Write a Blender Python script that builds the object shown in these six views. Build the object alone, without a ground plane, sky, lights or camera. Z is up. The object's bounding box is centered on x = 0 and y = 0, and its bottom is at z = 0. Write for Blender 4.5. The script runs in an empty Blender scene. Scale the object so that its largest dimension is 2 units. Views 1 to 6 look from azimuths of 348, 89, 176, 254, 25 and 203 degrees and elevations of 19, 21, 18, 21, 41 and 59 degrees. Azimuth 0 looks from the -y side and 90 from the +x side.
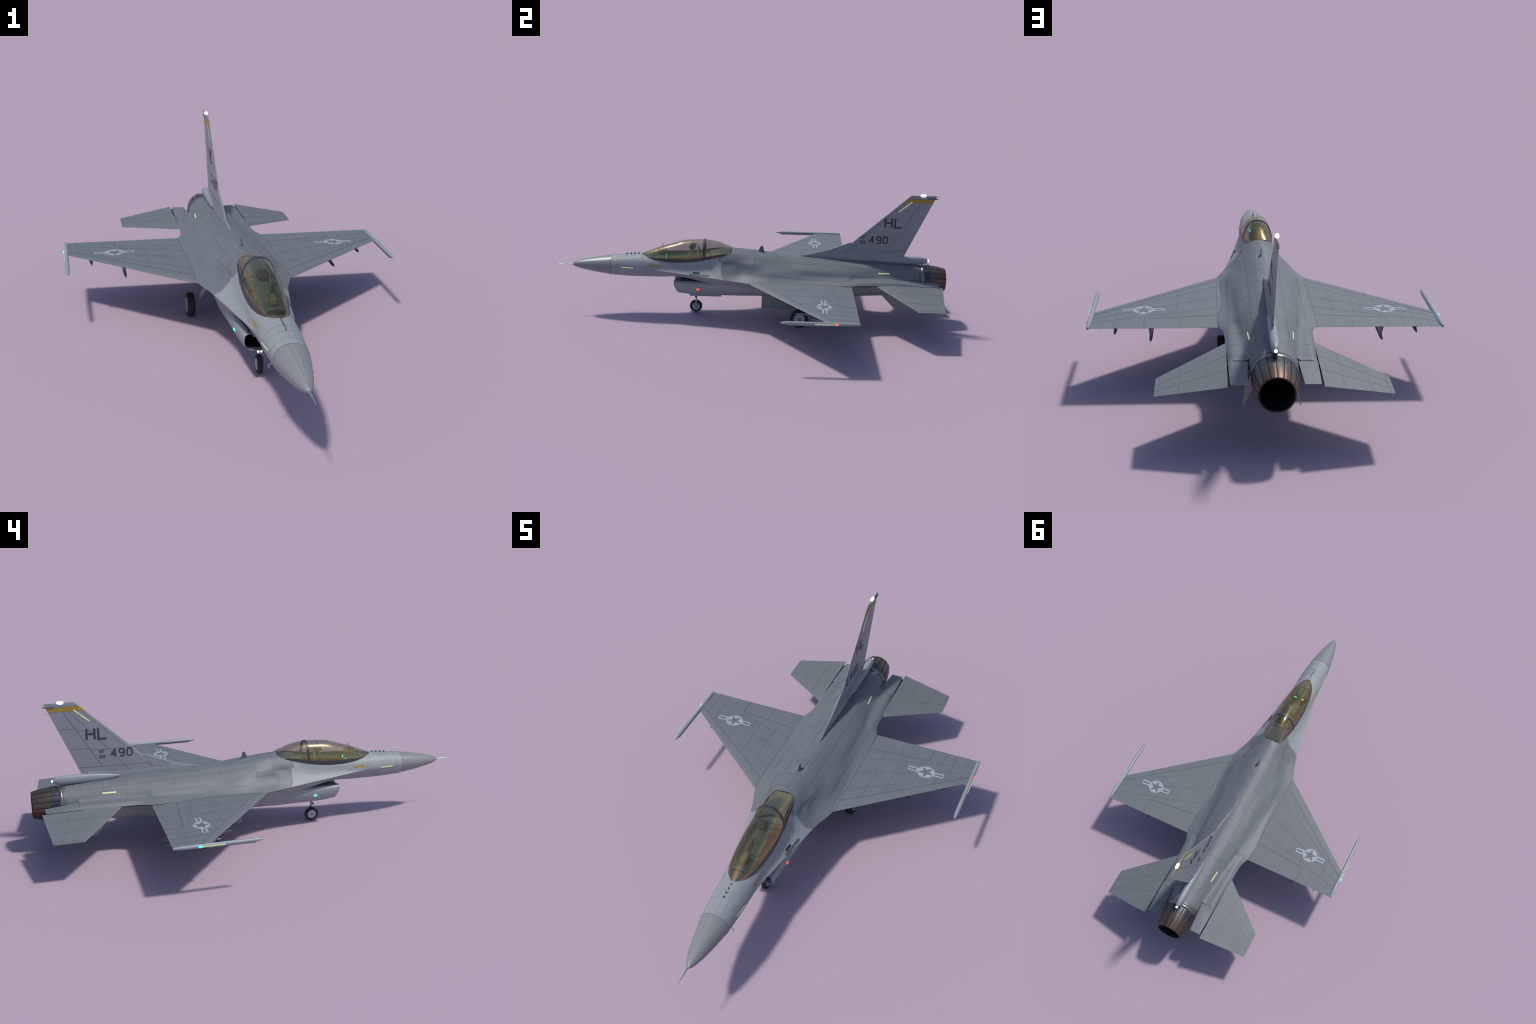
import bpy, bmesh, math
from mathutils import Vector
from mathutils.bvhtree import BVHTree

# ------------------------------------------------------------------ helpers
def pchip(xs, ys):
    """monotone cubic through (xs, ys)"""
    n = len(xs)
    h = [xs[i+1]-xs[i] for i in range(n-1)]
    d = [(ys[i+1]-ys[i])/h[i] for i in range(n-1)]
    m = [0.0]*n
    m[0], m[-1] = d[0], d[-1]
    for i in range(1, n-1):
        if d[i-1]*d[i] <= 0:
            m[i] = 0.0
        else:
            w1, w2 = 2*h[i]+h[i-1], h[i]+2*h[i-1]
            m[i] = (w1+w2)/(w1/d[i-1]+w2/d[i])
    def f(x):
        if x <= xs[0]:
            return ys[0]
        if x >= xs[-1]:
            return ys[-1]
        i = 0
        while x > xs[i+1]:
            i += 1
        t = (x-xs[i])/h[i]
        a, b = 2*t**3-3*t**2+1, t**3-2*t**2+t
        return a*ys[i]+b*h[i]*m[i]+(1-a)*ys[i+1]+(t**3-t**2)*h[i]*m[i+1]
    return f

def lerp(a, b, t):
    return a+(b-a)*t

def spline2(cps, n, start_flat=False, end_flat=False):
    """centripetal-ish Catmull-Rom through 2D control points, n samples per span;
    *_flat mirrors the neighbour so the curve meets the symmetry plane square"""
    P = [Vector(p) for p in cps]
    a = Vector((-P[1].x, P[1].y)) if start_flat else P[0]*2-P[1]
    b = Vector((-P[-2].x, P[-2].y)) if end_flat else P[-1]*2-P[-2]
    P = [a]+P+[b]
    out = []
    for i in range(1, len(P)-2):
        p0, p1, p2, p3 = P[i-1:i+3]
        t01 = max((p1-p0).length, 1e-6)**0.5
        t12 = max((p2-p1).length, 1e-6)**0.5
        t23 = max((p3-p2).length, 1e-6)**0.5
        m1 = (p2-p1)+t12*((p1-p0)/t01-(p2-p0)/(t01+t12))
        m2 = (p2-p1)+t12*((p3-p2)/t23-(p3-p1)/(t12+t23))
        for k in range(n):
            t = k/n
            out.append((2*t**3-3*t**2+1)*p1+(t**3-2*t**2+t)*m1+(3*t**2-2*t**3)*p2+(t**3-t**2)*m2)
    out.append(P[-2].copy())
    return out

ROOT = bpy.data.objects.new("fighter_jet", None)
bpy.context.scene.collection.objects.link(ROOT)
ROOT["label"] = "grey single-engine fighter jet parked on its landing gear"
ROOT["category"] = "fighter jet"

def add(name, verts, faces, mat, parent=ROOT, smooth=True, angle=35, mats=None, face_mats=None, stuff=False):
    me = bpy.data.meshes.new(name)
    me.from_pydata([tuple(v) for v in verts], [], faces)
    bm = bmesh.new()
    bm.from_mesh(me)
    if face_mats:
        lay = bm.faces.layers.int.new("tmp_m")
        bm.faces.ensure_lookup_table()
        for i, f in enumerate(bm.faces):
            f[lay] = face_mats[i]
    bmesh.ops.remove_doubles(bm, verts=bm.verts, dist=1e-5)
    bmesh.ops.dissolve_degenerate(bm, dist=1e-6, edges=bm.edges)
    bmesh.ops.recalc_face_normals(bm, faces=bm.faces)
    if face_mats:
        for f in bm.faces:
            f.material_index = f[lay]
        bm.faces.layers.int.remove(lay)
    bm.to_mesh(me)
    bm.free()
    for m in (mats or [mat]):
        me.materials.append(m)
    if smooth:
        me.shade_smooth()
        me.set_sharp_from_angle(angle=math.radians(angle))
    ob = bpy.data.objects.new(name, me)
    bpy.context.scene.collection.objects.link(ob)
    ob.parent = parent
    if stuff:
        ob["kind"] = "stuff"
    return ob

def raw(name, verts, faces, mat, parent=ROOT, stuff=True):
    """open decal-like sheet, no normal recalculation"""
    me = bpy.data.meshes.new(name)
    me.from_pydata([tuple(v) for v in verts], [], faces)
    me.materials.append(mat)
    me.shade_smooth()
    ob = bpy.data.objects.new(name, me)
    bpy.context.scene.collection.objects.link(ob)
    ob.parent = parent
    if stuff:
        ob["kind"] = "stuff"
    return ob

def grid_faces(nr, nc, wrap=False, base=0):
    F = []
    for i in range(nr-1):
        for j in range(nc if wrap else nc-1):
            k = (j+1) % nc
            F.append((base+i*nc+j, base+i*nc+k, base+(i+1)*nc+k, base+(i+1)*nc+j))
    return F

def ring_loft(rows, cap0=True, cap1=True):
    """closed rings -> verts, faces"""
    nc = len(rows[0])
    V = [p for r in rows for p in r]
    F = grid_faces(len(rows), nc, True)
    if cap0:
        F.append(tuple(range(nc)))
    if cap1:
        F.append(tuple(range((len(rows)-1)*nc, len(rows)*nc)))
    return V, F

def revolve(profile, seg=32, axis='y', center=(0, 0, 0), sx=1.0, sz=1.0, caps=True):
    """profile: (along, radius)"""
    rows = []
    for a, r in profile:
        row = []
        for k in range(seg):
            t = 2*math.pi*k/seg
            c, s = math.cos(t)*r*sx, math.sin(t)*r*sz
            if axis == 'y':
                p = (center[0]+c, center[1]+a, center[2]+s)
            elif axis == 'x':
                p = (center[0]+a, center[1]+c, center[2]+s)
            else:
                p = (center[0]+c, center[1]+s, center[2]+a)
            row.append(p)
        rows.append(row)
    return ring_loft(rows, caps, caps)

def tube(p0, p1, r0, r1, seg=12):
    p0, p1 = Vector(p0), Vector(p1)
    d = (p1-p0).normalized()
    u = d.orthogonal().normalized()
    w = d.cross(u)
    rows = []
    for p, r in ((p0, r0), (p1, r1)):
        rows.append([p+(u*math.cos(2*math.pi*k/seg)+w*math.sin(2*math.pi*k/seg))*r for k in range(seg)])
    return ring_loft(rows)

def box(c, s, tilt=0.0):
    """centre, full size, tilt about x (radians)"""
    V = []
    for sx in (-.5, .5):
        for sy in (-.5, .5):
            for sz in (-.5, .5):
                y, z = sy*s[1], sz*s[2]
                V.append((c[0]+sx*s[0], c[1]+y*math.cos(tilt)-z*math.sin(tilt), c[2]+y*math.sin(tilt)+z*math.cos(tilt)))
    F = [(0, 1, 3, 2), (4, 6, 7, 5), (0, 4, 5, 1), (2, 3, 7, 6), (0, 2, 6, 4), (1, 5, 7, 3)]
    return V, F

def merge(parts):
    V, F = [], []
    for v, f in parts:
        b = len(V)
        V += list(v)
        F += [tuple(i+b for i in q) for q in f]
    return V, F

def mirror(vf):
    v, f = vf
    return [(-p[0], p[1], p[2]) for p in v], [tuple(reversed(q)) for q in f]

def bevel(ob, w, seg=2):
    m = ob.modifiers.new("bevel", 'BEVEL')
    m.width = w
    m.segments = seg
    m.limit_method = 'ANGLE'
    return ob

# ---------------------------------------------------------------- materials
def srgb(r, g, b):
    f = lambda c: c/12.92 if c <= .04045 else ((c+.055)/1.055)**2.4
    return (f(r/255), f(g/255), f(b/255), 1)

class Nodes:
    def __init__(self, name):
        self.m = bpy.data.materials.new(name)
        self.m.use_nodes = True
        self.t = self.m.node_tree
        self.b = self.t.nodes["Principled BSDF"]
    def n(self, kind, **kw):
        x = self.t.nodes.new(kind)
        for k, v in kw.items():
            setattr(x, k, v)
        return x
    def link(self, a, b):
        self.t.links.new(a, b)
    def math(self, op, a, b=None, clamp=False):
        x = self.n("ShaderNodeMath", operation=op)
        x.use_clamp = clamp
        for i, v in enumerate((a, b)):
            if v is None:
                continue
            if isinstance(v, (int, float)):
                x.inputs[i].default_value = v
            else:
                self.link(v, x.inputs[i])
        return x.outputs[0]
    def mix(self, fac, a, b, blend='MIX'):
        x = self.n("ShaderNodeMix", data_type='RGBA', blend_type=blend)
        for i, v in ((0, fac), (6, a), (7, b)):
            if isinstance(v, (int, float)):
                x.inputs[i].default_value = v
            elif isinstance(v, tuple):
                x.inputs[i].default_value = v
            else:
                self.link(v, x.inputs[i])
        return x.outputs[2]
    def coords(self):
        tc = self.n("ShaderNodeTexCoord")
        s = self.n("ShaderNodeSeparateXYZ")
        self.link(tc.outputs["Object"], s.inputs[0])
        return tc.outputs["Object"], s.outputs
    def noise(self, vec, scale, sx=1, sy=1, sz=1, detail=3):
        mp = self.n("ShaderNodeMapping")
        mp.inputs["Scale"].default_value = (sx, sy, sz)
        self.link(vec, mp.inputs[0])
        x = self.n("ShaderNodeTexNoise")
        x.inputs["Scale"].default_value = scale
        x.inputs["Detail"].default_value = detail
        self.link(mp.outputs[0], x.inputs["Vector"])
        return x.outputs["Fac"]

def streaked(N, vec, col, amount=.10, grain=(1, .06, 1)):
    """fine airflow streaks and soft blotches over a paint colour"""
    s = N.noise(vec, 260, *grain, detail=2)
    b = N.noise(vec, 22, 1, .6, 1, detail=4)
    v = N.math('ADD', N.math('MULTIPLY', N.math('SUBTRACT', s, .5), amount*1.6), N.math('MULTIPLY', N.math('SUBTRACT', b, .5), amount*1.2))
    v = N.math('ADD', v, 1.0)
    mul = N.n("ShaderNodeCombineColor")
    for i in range(3):
        N.link(v, mul.inputs[i])
    return N.mix(1.0, col, mul.outputs[0], 'MULTIPLY')

DARK = srgb(101, 106, 111)
FINGREY = srgb(130, 135, 141)
LIGHT = srgb(136, 141, 144)
MARK = srgb(150, 155, 163)
RADOME = srgb(123, 125, 127)

def paint(name, col, rough=.45, amount=.10, grain=(1, .06, 1)):
    N = Nodes(name)
    vec, _ = N.coords()
    N.link(streaked(N, vec, col, amount, grain), N.b.inputs["Base Color"])
    N.b.inputs["Roughness"].default_value = rough
    return N.m

def fuselage_paint():
    """dark grey top and rear, light grey nose; the border is a stepped line round the canopy's rear,
    the underside below the chine is light"""
    N = Nodes("fuselage_paint")
    vec, c = N.coords()
    y, z = c[1], c[2]
    ax = N.math('ABSOLUTE', c[0])
    wob = N.math('MULTIPLY', N.math('SUBTRACT', N.noise(vec, 40), .5), .004)
    yb = N.math('ADD', y, wob)
    up = N.math('GREATER_THAN', z, .3055)
    lim = N.math('ADD', N.math('MULTIPLY', up, -.0155), -.1615)
    low = N.math('MULTIPLY', N.math('MAXIMUM', N.math('SUBTRACT', .252, z), 0.0), 1.05)
    lim = N.math('ADD', lim, low)
    f = N.math('MULTIPLY', N.math('SUBTRACT', yb, lim), 260, True)
    geo = N.n("ShaderNodeNewGeometry")
    ns = N.n("ShaderNodeSeparateXYZ")
    N.link(geo.outputs["Normal"], ns.inputs[0])
    # underside of the strakes and rear body carries the light paint
    f2 = N.math('MULTIPLY', N.math('ADD', ns.outputs[2], .25), 12, True)
    hi = N.math('GREATER_THAN', z, .262)
    f2 = N.math('MAXIMUM', f2, hi)
    f = N.math('MULTIPLY', f, f2)
    col = N.mix(f, LIGHT, DARK)
    N.link(streaked(N, vec, col, .09), N.b.inputs["Base Color"])
    N.b.inputs["Roughness"].default_value = .55
    return N.m

def plain(name, col, rough=.5, metal=0.0, emit=None, strength=0.0):
    N = Nodes(name)
    N.b.inputs["Base Color"].default_value = col
    N.b.inputs["Roughness"].default_value = rough
    N.b.inputs["Metallic"].default_value = metal
    if emit:
        N.b.inputs["Emission Color"].default_value = emit
        N.b.inputs["Emission Strength"].default_value = strength
    return N.m

M_FUS = fuselage_paint()
M_DARK = paint("dark_grey_paint", DARK, .55, .12)
M_FIN = paint("fin_paint", FINGREY, .45, .12)
M_LIGHT = paint("light_grey_paint", LIGHT, .45, .07)
M_RADOME = paint("radome_paint", RADOME, .38, .05)
M_STAB = paint("stabilator_paint", srgb(99, 104, 108), .6, .12)
M_RAIL = paint("launcher_paint", srgb(136, 142, 149), .4, .05)
M_FAIR = paint("fairing_paint", srgb(134, 140, 147), .42, .05)
M_MARK = paint("marking_paint", MARK, .5, .05)
M_STAR = paint("marking_grey", srgb(96, 100, 105), .5, .06)
M_LETTER = plain("lettering_paint", srgb(58, 59, 66), .55)
M_YELLOW = plain("yellow_paint", srgb(152, 127, 44), .5)
M_LINE = plain("panel_seam", srgb(74, 78, 84), .6)
M_LINEL = plain("light_panel_seam", srgb(122, 126, 131), .6)
M_LINE2 = plain("faint_seam", srgb(82, 86, 91), .6)
M_GAP = plain("control_surface_gap", srgb(54, 57, 62), .6)
M_PALE = plain("pale_strip", srgb(148, 152, 156), .5)
M_FRAME = plain("canopy_frame_paint", srgb(52, 55, 61), .42)
M_TYRE = plain("tyre_rubber", srgb(34, 34, 36), .75)
M_RIM = plain("wheel_rim", srgb(160, 164, 174), .4)
M_HUB = plain("wheel_hub", srgb(110, 114, 124), .45)
M_STRUT = plain("gear_strut_paint", srgb(150, 155, 164), .35)
M_METAL = plain("bare_metal", srgb(190, 195, 205), .25, .9)
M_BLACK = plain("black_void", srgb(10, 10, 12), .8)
M_DUCT = plain("intake_duct_paint", srgb(30, 32, 36), .6)
M_ANT = plain("antenna_paint", srgb(84, 90, 98), .5)
M_PYLON = paint("pylon_paint", srgb(118, 123, 130), .45, .05)
M_WICK = plain("static_wick", srgb(95, 92, 96), .6)
M_STRIP = plain("formation_light_strip", srgb(178, 192, 142), .5, 0, srgb(205, 222, 165), .32)
M_WHITE = plain("white_lamp", (1, 1, 1, 1), .3, 0, (1, 1, 1, 1), 6)
M_RED = plain("red_lamp", srgb(255, 70, 50), .3, 0, srgb(255, 70, 50), 2.2)
M_GREEN = plain("green_lamp", srgb(60, 255, 230), .3, 0, srgb(50, 255, 225), 2.2)
M_SCREEN = plain("display_screen", srgb(90, 200, 130), .3, 0, srgb(110, 255, 150), 1.1)
M_TUB = plain("cockpit_grey", srgb(100, 102, 103), .6)
M_LEDGE = plain("cockpit_ledge", srgb(92, 94, 96), .6)
M_LINER = plain("canopy_liner", srgb(84, 87, 92), .6)
M_SEAT = plain("seat_fabric", srgb(96, 98, 92), .7)
M_SEATD = plain("seat_dark", srgb(70, 70, 66), .7)
M_HUD = plain("sight_housing", srgb(120, 112, 80), .5)

def glass():
    N = Nodes("canopy_glass")
    t = N.t
    N.b.inputs["Base Color"].default_value = (.46, .36, .17, 1)
    N.b.inputs["Metallic"].default_value = 1
    N.b.inputs["Roughness"].default_value = .12
    tr = N.n("ShaderNodeBsdfTransparent")
    mx = N.n("ShaderNodeMixShader")
    mx.inputs[0].default_value = .46          # thin gold film
    N.link(tr.outputs[0], mx.inputs[1])
    N.link(N.b.outputs[0], mx.inputs[2])
    N.link(mx.outputs[0], t.nodes["Material Output"].inputs[0])
    return N.m
M_GLASS = glass()

def nozzle_metal():
    """heat-tinted metal in bands along the petals"""
    N = Nodes("nozzle_metal")
    vec, c = N.coords()
    y = N.math('ADD', c[1], N.math('MULTIPLY', N.math('SUBTRACT', N.noise(vec, 18), .5), .006))
    r = N.n("ShaderNodeValToRGB")
    r.color_ramp.interpolation = 'CONSTANT'
    fac = N.math('MULTIPLY', N.math('SUBTRACT', y, .884), 1/.12)
    N.link(fac, r.inputs[0])
    el = r.color_ramp.elements
    el[0].position, el[0].color = 0, srgb(70, 71, 80)
    el[1].position, el[1].color = .3, srgb(88, 81, 78)
    e = el.new(.62)
    e.color = srgb(98, 80, 70)
    N.link(r.outputs[0], N.b.inputs["Base Color"])
    N.b.inputs["Metallic"].default_value = .75
    N.b.inputs["Roughness"].default_value = .42
    return N.m
M_NOZ = nozzle_metal()
M_RING = plain("nozzle_ring_metal", srgb(128, 122, 114), .3, .85)
M_RINGD = plain("nozzle_shroud", srgb(92, 94, 94), .5, .3)
M_CHAR = plain("nozzle_soot", srgb(20, 18, 18), .7)

# ------------------------------------------------------- fuselage upper body
# rounded sections: ten control points (x, z) from the crown to the chine to the keel
CH = 6          # index of the chine
ST = [
 (-.725, [(0, .3037), (.022, .2997), (.041, .288), (.051, .274), (.0546, .264), (.0555, .2575), (.0556, .2515), (.049, .227), (.027, .2075), (0, .2017)]),
 (-.670, [(0, .3095), (.023, .3055), (.043, .293), (.0545, .2765), (.0585, .266), (.0597, .259), (.0598, .253), (.052, .2265), (.028, .2045), (0, .199)]),
 (-.615, [(0, .3140), (.024, .310), (.045, .297), (.058, .279), (.0625, .268), (.0637, .260), (.0638, .254), (.054, .2255), (.029, .2025), (0, .1975)]),
 (-.570, [(0, .3168), (.024, .313), (.046, .299), (.0595, .280), (.0640, .269), (.0655, .261), (.0660, .2555), (.055, .226), (.030, .203), (0, .1975)]),
 (-.520, [(0, .3185), (.0435, .3050), (.0542, .2923), (.0612, .2795), (.0648, .2690), (.0668, .2610), (.0680, .2550), (.057, .227), (.032, .204), (0, .1982)]),
 (-.465, [(0, .32), (.0540, .2975), (.0603, .288), (.0643, .278), (.0670, .2690), (.0708, .2605), (.0765, .2525), (.062, .2275), (.035, .2055), (0, .199)]),
 (-.400, [(0, .32), (.0615, .296), (.0660, .2865), (.0688, .277), (.0728, .2680), (.0790, .2590), (.0880, .2495), (.068, .2280), (.040, .2105), (0, .2035)]),
 (-.330, [(0, .32), (.0632, .2995), (.0678, .2892), (.0717, .2787), (.0767, .2682), (.0850, .2573), (.0980, .2445), (.0755, .2190), (.046, .2085), (0, .2045)]),
 (-.270, [(0, .33), (.0625, .308), (.0680, .2948), (.0733, .2813), (.0803, .2683), (.0907, .2560), (.1090, .2420), (.0790, .2065), (.048, .197), (0, .193)]),
 (-.208, [(0, .345), (.0585, .3205), (.0660, .3020), (.0742, .2860), (.0842, .2718), (.0985, .2562), (.1205, .2387), (.0912, .1985), (.05, .175), (0, .17)]),
 (-.150, [(0, .357), (.0530, .3380), (.0672, .3175), (.0775, .2955), (.0905, .2765), (.1070, .2580), (.1310, .2360), (.1010, .1955), (.05, .175), (0, .17)]),
 (-.105, [(0, .3607), (.0420, .3480), (.0655, .3230), (.0775, .299), (.0932, .2790), (.1115, .2578), (.1415, .2350), (.1110, .2050), (.05, .18), (0, .17)]),
 (-.070, [(0, .3580), (.0380, .3480), (.0650, .3240), (.0805, .303), (.0942, .2768), (.1140, .2555), (.1535, .2345), (.12, .221), (.05, .205), (0, .20)]),
 ( .000, [(0, .3510), (.0370, .3430), (.0680, .3240), (.0915, .304), (.1072, .2808), (.1298, .2573), (.1715, .2365), (.13, .223), (.05, .205), (0, .20)]),
 ( .083, [(0, .3425), (.0350, .3360), (.0660, .3180), (.0940, .298), (.1195, .2805), (.1440, .2580), (.1740, .2375), (.13, .224), (.05, .205), (0, .20)]),
 ( .175, [(0, .3330), (.0290, .3285), (.0628, .3110), (.0950, .291), (.1215, .2712), (.1452, .2527), (.1740, .2380), (.13, .225), (.05, .205), (0, .20)]),
 ( .275, [(0, .3265), (.0290, .3225), (.0612, .3074), (.0958, .2875), (.1190, .2635), (.1420, .2475), (.1740, .2380), (.13, .225), (.05, .205), (0, .20)]),
 ( .380, [(0, .3210), (.0300, .3175), (.0612, .3040), (.0961, .283), (.1180, .2595), (.1400, .2470), (.1740, .2375), (.13, .225), (.05, .205), (0, .20)]),
 ( .490, [(0, .3165), (.0290, .3130), (.0612, .2997), (.0945, .2755), (.1140, .2570), (.1390, .2475), (.1705, .2360), (.13, .225), (.05, .205), (0, .20)]),
 ( .510, [(0, .3157), (.0290, .3123), (.0612, .2985), (.0935, .2735), (.1100, .2535), (.1370, .2465), (.1665, .2355), (.13, .225), (.05, .205), (0, .20)]),
 ( .530, [(0, .3150), (.0290, .3115), (.0610, .2970), (.0925, .2715), (.1080, .2530), (.1360, .2465), (.1585, .2345), (.13, .225), (.05, .205), (0, .20)]),
 ( .560, [(0, .3140), (.0300, .3100), (.0610, .2950), (.0900, .2685), (.1050, .2525), (.1350, .2470), (.1520, .2345), (.13, .225), (.05, .205), (0, .20)]),
 ( .640, [(0, .3115), (.0310, .3070), (.0610, .2905), (.0850, .2630), (.0990, .2510), (.1340, .2470), (.1495, .2345), (.13, .225), (.05, .205), (0, .20)]),
 ( .720, [(0, .3080), (.0300, .3035), (.0580, .2870), (.0800, .2590), (.0930, .2490), (.1330, .2465), (.1465, .2335), (.13, .225), (.05, .205), (0, .20)]),
 ( .8065, [(0, .3020), (.0285, .2970), (.0545, .2815), (.0745, .2545), (.0860, .2465), (.1310, .2445), (.1430, .2330), (.13, .227), (.05, .205), (0, .20)]),
]
NCP = 10
SY = [s[0] for s in ST]
CPX = [pchip(SY, [s[1][k][0] for s in ST]) for k in range(NCP)]
CPZ = [pchip(SY, [s[1][k][1] for s in ST]) for k in range(NCP)]

# canopy sill outline (foot of the dark frame)
YC0, YC1 = -.5706, -.107
sill_x = pchip([YC0, -.5685, -.5622, -.548, -.512, -.467, -.41, -.35, -.29, -.25, -.19, -.145, -.125, -.115, -.1095, YC1],
               [0, .0065, .0145, .0275, .0435, .0538, .0605, .0632, .0630, .0612, .0567, .0510, .0460, .0395, .026, 0])
sill_z = pchip([YC0, -.55, -.512, -.467, -.41, -.35, -.29, -.25, -.19, -.145, -.125, -.115, YC1],
               [.3168, .3125, .3050, .2985, .2958, .2978, .3050, .3120, .3258, .3395, .3470, .3520, .3605])

def upper_half(y):
    """half section crown -> keel; within the cockpit opening it starts at the sill"""
    cps = [(CPX[k](y), CPZ[k](y)) for k in range(NCP)]
    top = cps[:CH+1]
    if YC0 < y < YC1:
        sx, sz = sill_x(y), sill_z(y)
        rest = [p for p in top[1:] if (p[1] < sz-.002 and p[0] > sx+.004) or (p[1] < sz-.007 and p[0] > sx*.9)]
        rest = rest or top[-2:]
        a = spline2([(sx, sz)]+rest, 12)
        # resample to a fixed count
        L = resample(a, 60)
    else:
        L = resample(spline2(top, 12, start_flat=True), 60)
    low = resample(spline2(cps[CH:], 12, end_flat=True), 30)
    return L+low[1:]

def resample(pts, n):
    d = [0]
    for i in range(1, len(pts)):
        d.append(d[-1]+(pts[i]-pts[i-1]).length)
    out, j = [], 0
    for k in range(n+1):
        s = d[-1]*k/n
        while j < len(pts)-2 and d[j+1] < s:
            j += 1
        seg = max(d[j+1]-d[j], 1e-9)
        out.append(pts[j].lerp(pts[j+1], min(1, max(0, (s-d[j])/seg))))
    return out

def y_rows():
    ys = [-.725+(-.58+.725)*k/14 for k in range(15)]
    ys += [YC0-.004, YC0-.001, YC0]
    n = 70
    ys += [YC0+(YC1-YC0)*(0.5-0.5*math.cos(math.pi*k/n)) for k in range(1, n)]
    ys += [YC1, YC1+.001, YC1+.004]
    ys += [-.098+(.8065+.098)*k/110 for k in range(111)]
    return ys

def build_upper():
    rows = []
    ys = y_rows()
    for y in ys:
        h = upper_half(y)
        right = [(p.x, y, p.y) for p in h]
        left = [(-p.x, y, p.y) for p in reversed(h)]
        rows.append(right+left)
    nc = len(rows[0])
    V = [p for r in rows for p in r]
    F = grid_faces(len(rows), nc)                     # top seam left open ...
    for i in range(len(ys)-1):                        # ... and closed outside the cockpit
        if not (ys[i] >= YC0-1e-6 and ys[i+1] <= YC1+1e-6):
            F.append((i*nc+nc-1, i*nc, (i+1)*nc, (i+1)*nc+nc-1))
    pipe = lambda f: all(abs(V[i][0]) < .126 and V[i][1] > .45 and V[i][2] < .2275 for i in f)
    F = [f for f in F if not pipe(f)]
    return V, F
UV, UF = build_upper()
FUSELAGE = add("fuselage", UV, UF, M_FUS, angle=40)

# radome: ogive that ends on the first fuselage section
def build_radome():
    base = upper_half(-.725)
    full = [(p.x, p.y) for p in base]+[(-p.x, p.y) for p in reversed(base[1:-1])]
    rows = []
    n = 40
    for k in range(n+1):
        t = (k/n)**1.8
        y = -.929+.204*t
        f = (t+.0004)**.54*(1-.06*(1-t)*t)
        f = min(f, 1.0) if k < n else 1.0
        zc = lerp(.2500, .2527, t)
        rows.append([(x*f, y, zc+(z-.2527)*f) for x, z in full])
    return ring_loft(rows, True, False)
add("radome", *build_radome(), M_RADOME)
add("pitot_probe", *revolve([(-1.0, .0008), (-.998, .0012), (-.96, .0021), (-.935, .0032), (-.915, .0048)], 12, center=(0, 0, .2495)), M_METAL)

# --------------------------------------------- intake and lower fuselage loft
LO = [  # y, half section from top centre to keel
 (-.400, [(0, .1885), (.043, .1880), (.0590, .1965), (.0730, .1895), (.0757, .177), (.0747, .1620), (.0690, .1425), (.0555, .1290), (.034, .1235), (0, .1215)]),
 (-.330, [(0, .1890), (.045, .1885), (.0620, .1980), (.0770, .1910), (.0808, .177), (.0800, .1600), (.0745, .1390), (.0600, .1240), (.036, .1170), (0, .1150)]),
 (-.260, [(0, .190), (.046, .1900), (.068, .1985), (.0830, .1920), (.0858, .178), (.0850, .1620), (.0790, .1400), (.0635, .1245), (.038, .1170), (0, .1150)]),
 (-.190, [(0, .206), (.055, .2060), (.080, .2030), (.0910, .1930), (.0930, .180), (.0915, .1640), (.0840, .1420), (.0670, .1260), (.040, .1175), (0, .1150)]),
 (-.150, [(0, .211), (.068, .2125), (.0975, .2080), (.0965, .1925), (.0965, .1805), (.0955, .1675), (.0885, .1445), (.0705, .1270), (.0405, .1180), (0, .1155)]),
 (-.110, [(0, .215), (.075, .2170), (.1080, .2120), (.1010, .1920), (.1005, .1815), (.0995, .171), (.0930, .1465), (.0740, .1280), (.041, .1182), (0, .1158)]),
 (-.030, [(0, .22), (.100, .2240), (.1430, .2240), (.1190, .2030), (.1085, .1880), (.1045, .176), (.0975, .1500), (.0775, .1310), (.042, .1190), (0, .1165)]),
 ( .060, [(0, .22), (.110, .2270), (.1590, .2270), (.1260, .2080), (.1125, .1920), (.1060, .179), (.0985, .1525), (.0785, .1335), (.042, .1205), (0, .1180)]),
 ( .250, [(0, .22), (.115, .2280), (.1630, .2280), (.1265, .2090), (.1125, .1935), (.1060, .181), (.0985, .1545), (.0780, .1350), (.042, .1220), (0, .1190)]),
 ( .450, [(0, .22), (.115, .2290), (.1590, .2280), (.1210, .2090), (.1090, .1950), (.1040, .183), (.0960, .1575), (.0755, .1370), (.042, .1240), (0, .1205)]),
 ( .560, [(0, .22), (.110, .2280), (.1480, .2270), (.1150, .2155), (.1010, .2020), (.0980, .190), (.0890, .1645), (.0690, .1445), (.038, .1330), (0, .1295)]),
 ( .680, [(0, .22), (.105, .2280), (.1400, .2265), (.1000, .2170), (.0935, .2070), (.0905, .196), (.0830, .1720), (.0650, .1500), (.036, .1370), (0, .1335)]),
 ( .8065, [(0, .22), (.100, .2280), (.1370, .2270), (.0930, .2190), (.0860, .2090), (.0830, .199), (.0755, .1770), (.0590, .1550), (.032, .1405), (0, .1360)]),
]
LY = [s[0] for s in LO]
LX = [pchip(LY, [s[1][k][0] for s in LO]) for k in range(10)]
LZ = [pchip(LY, [s[1][k][1] for s in LO]) for k in range(10)]
SPLIT = -.105
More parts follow.
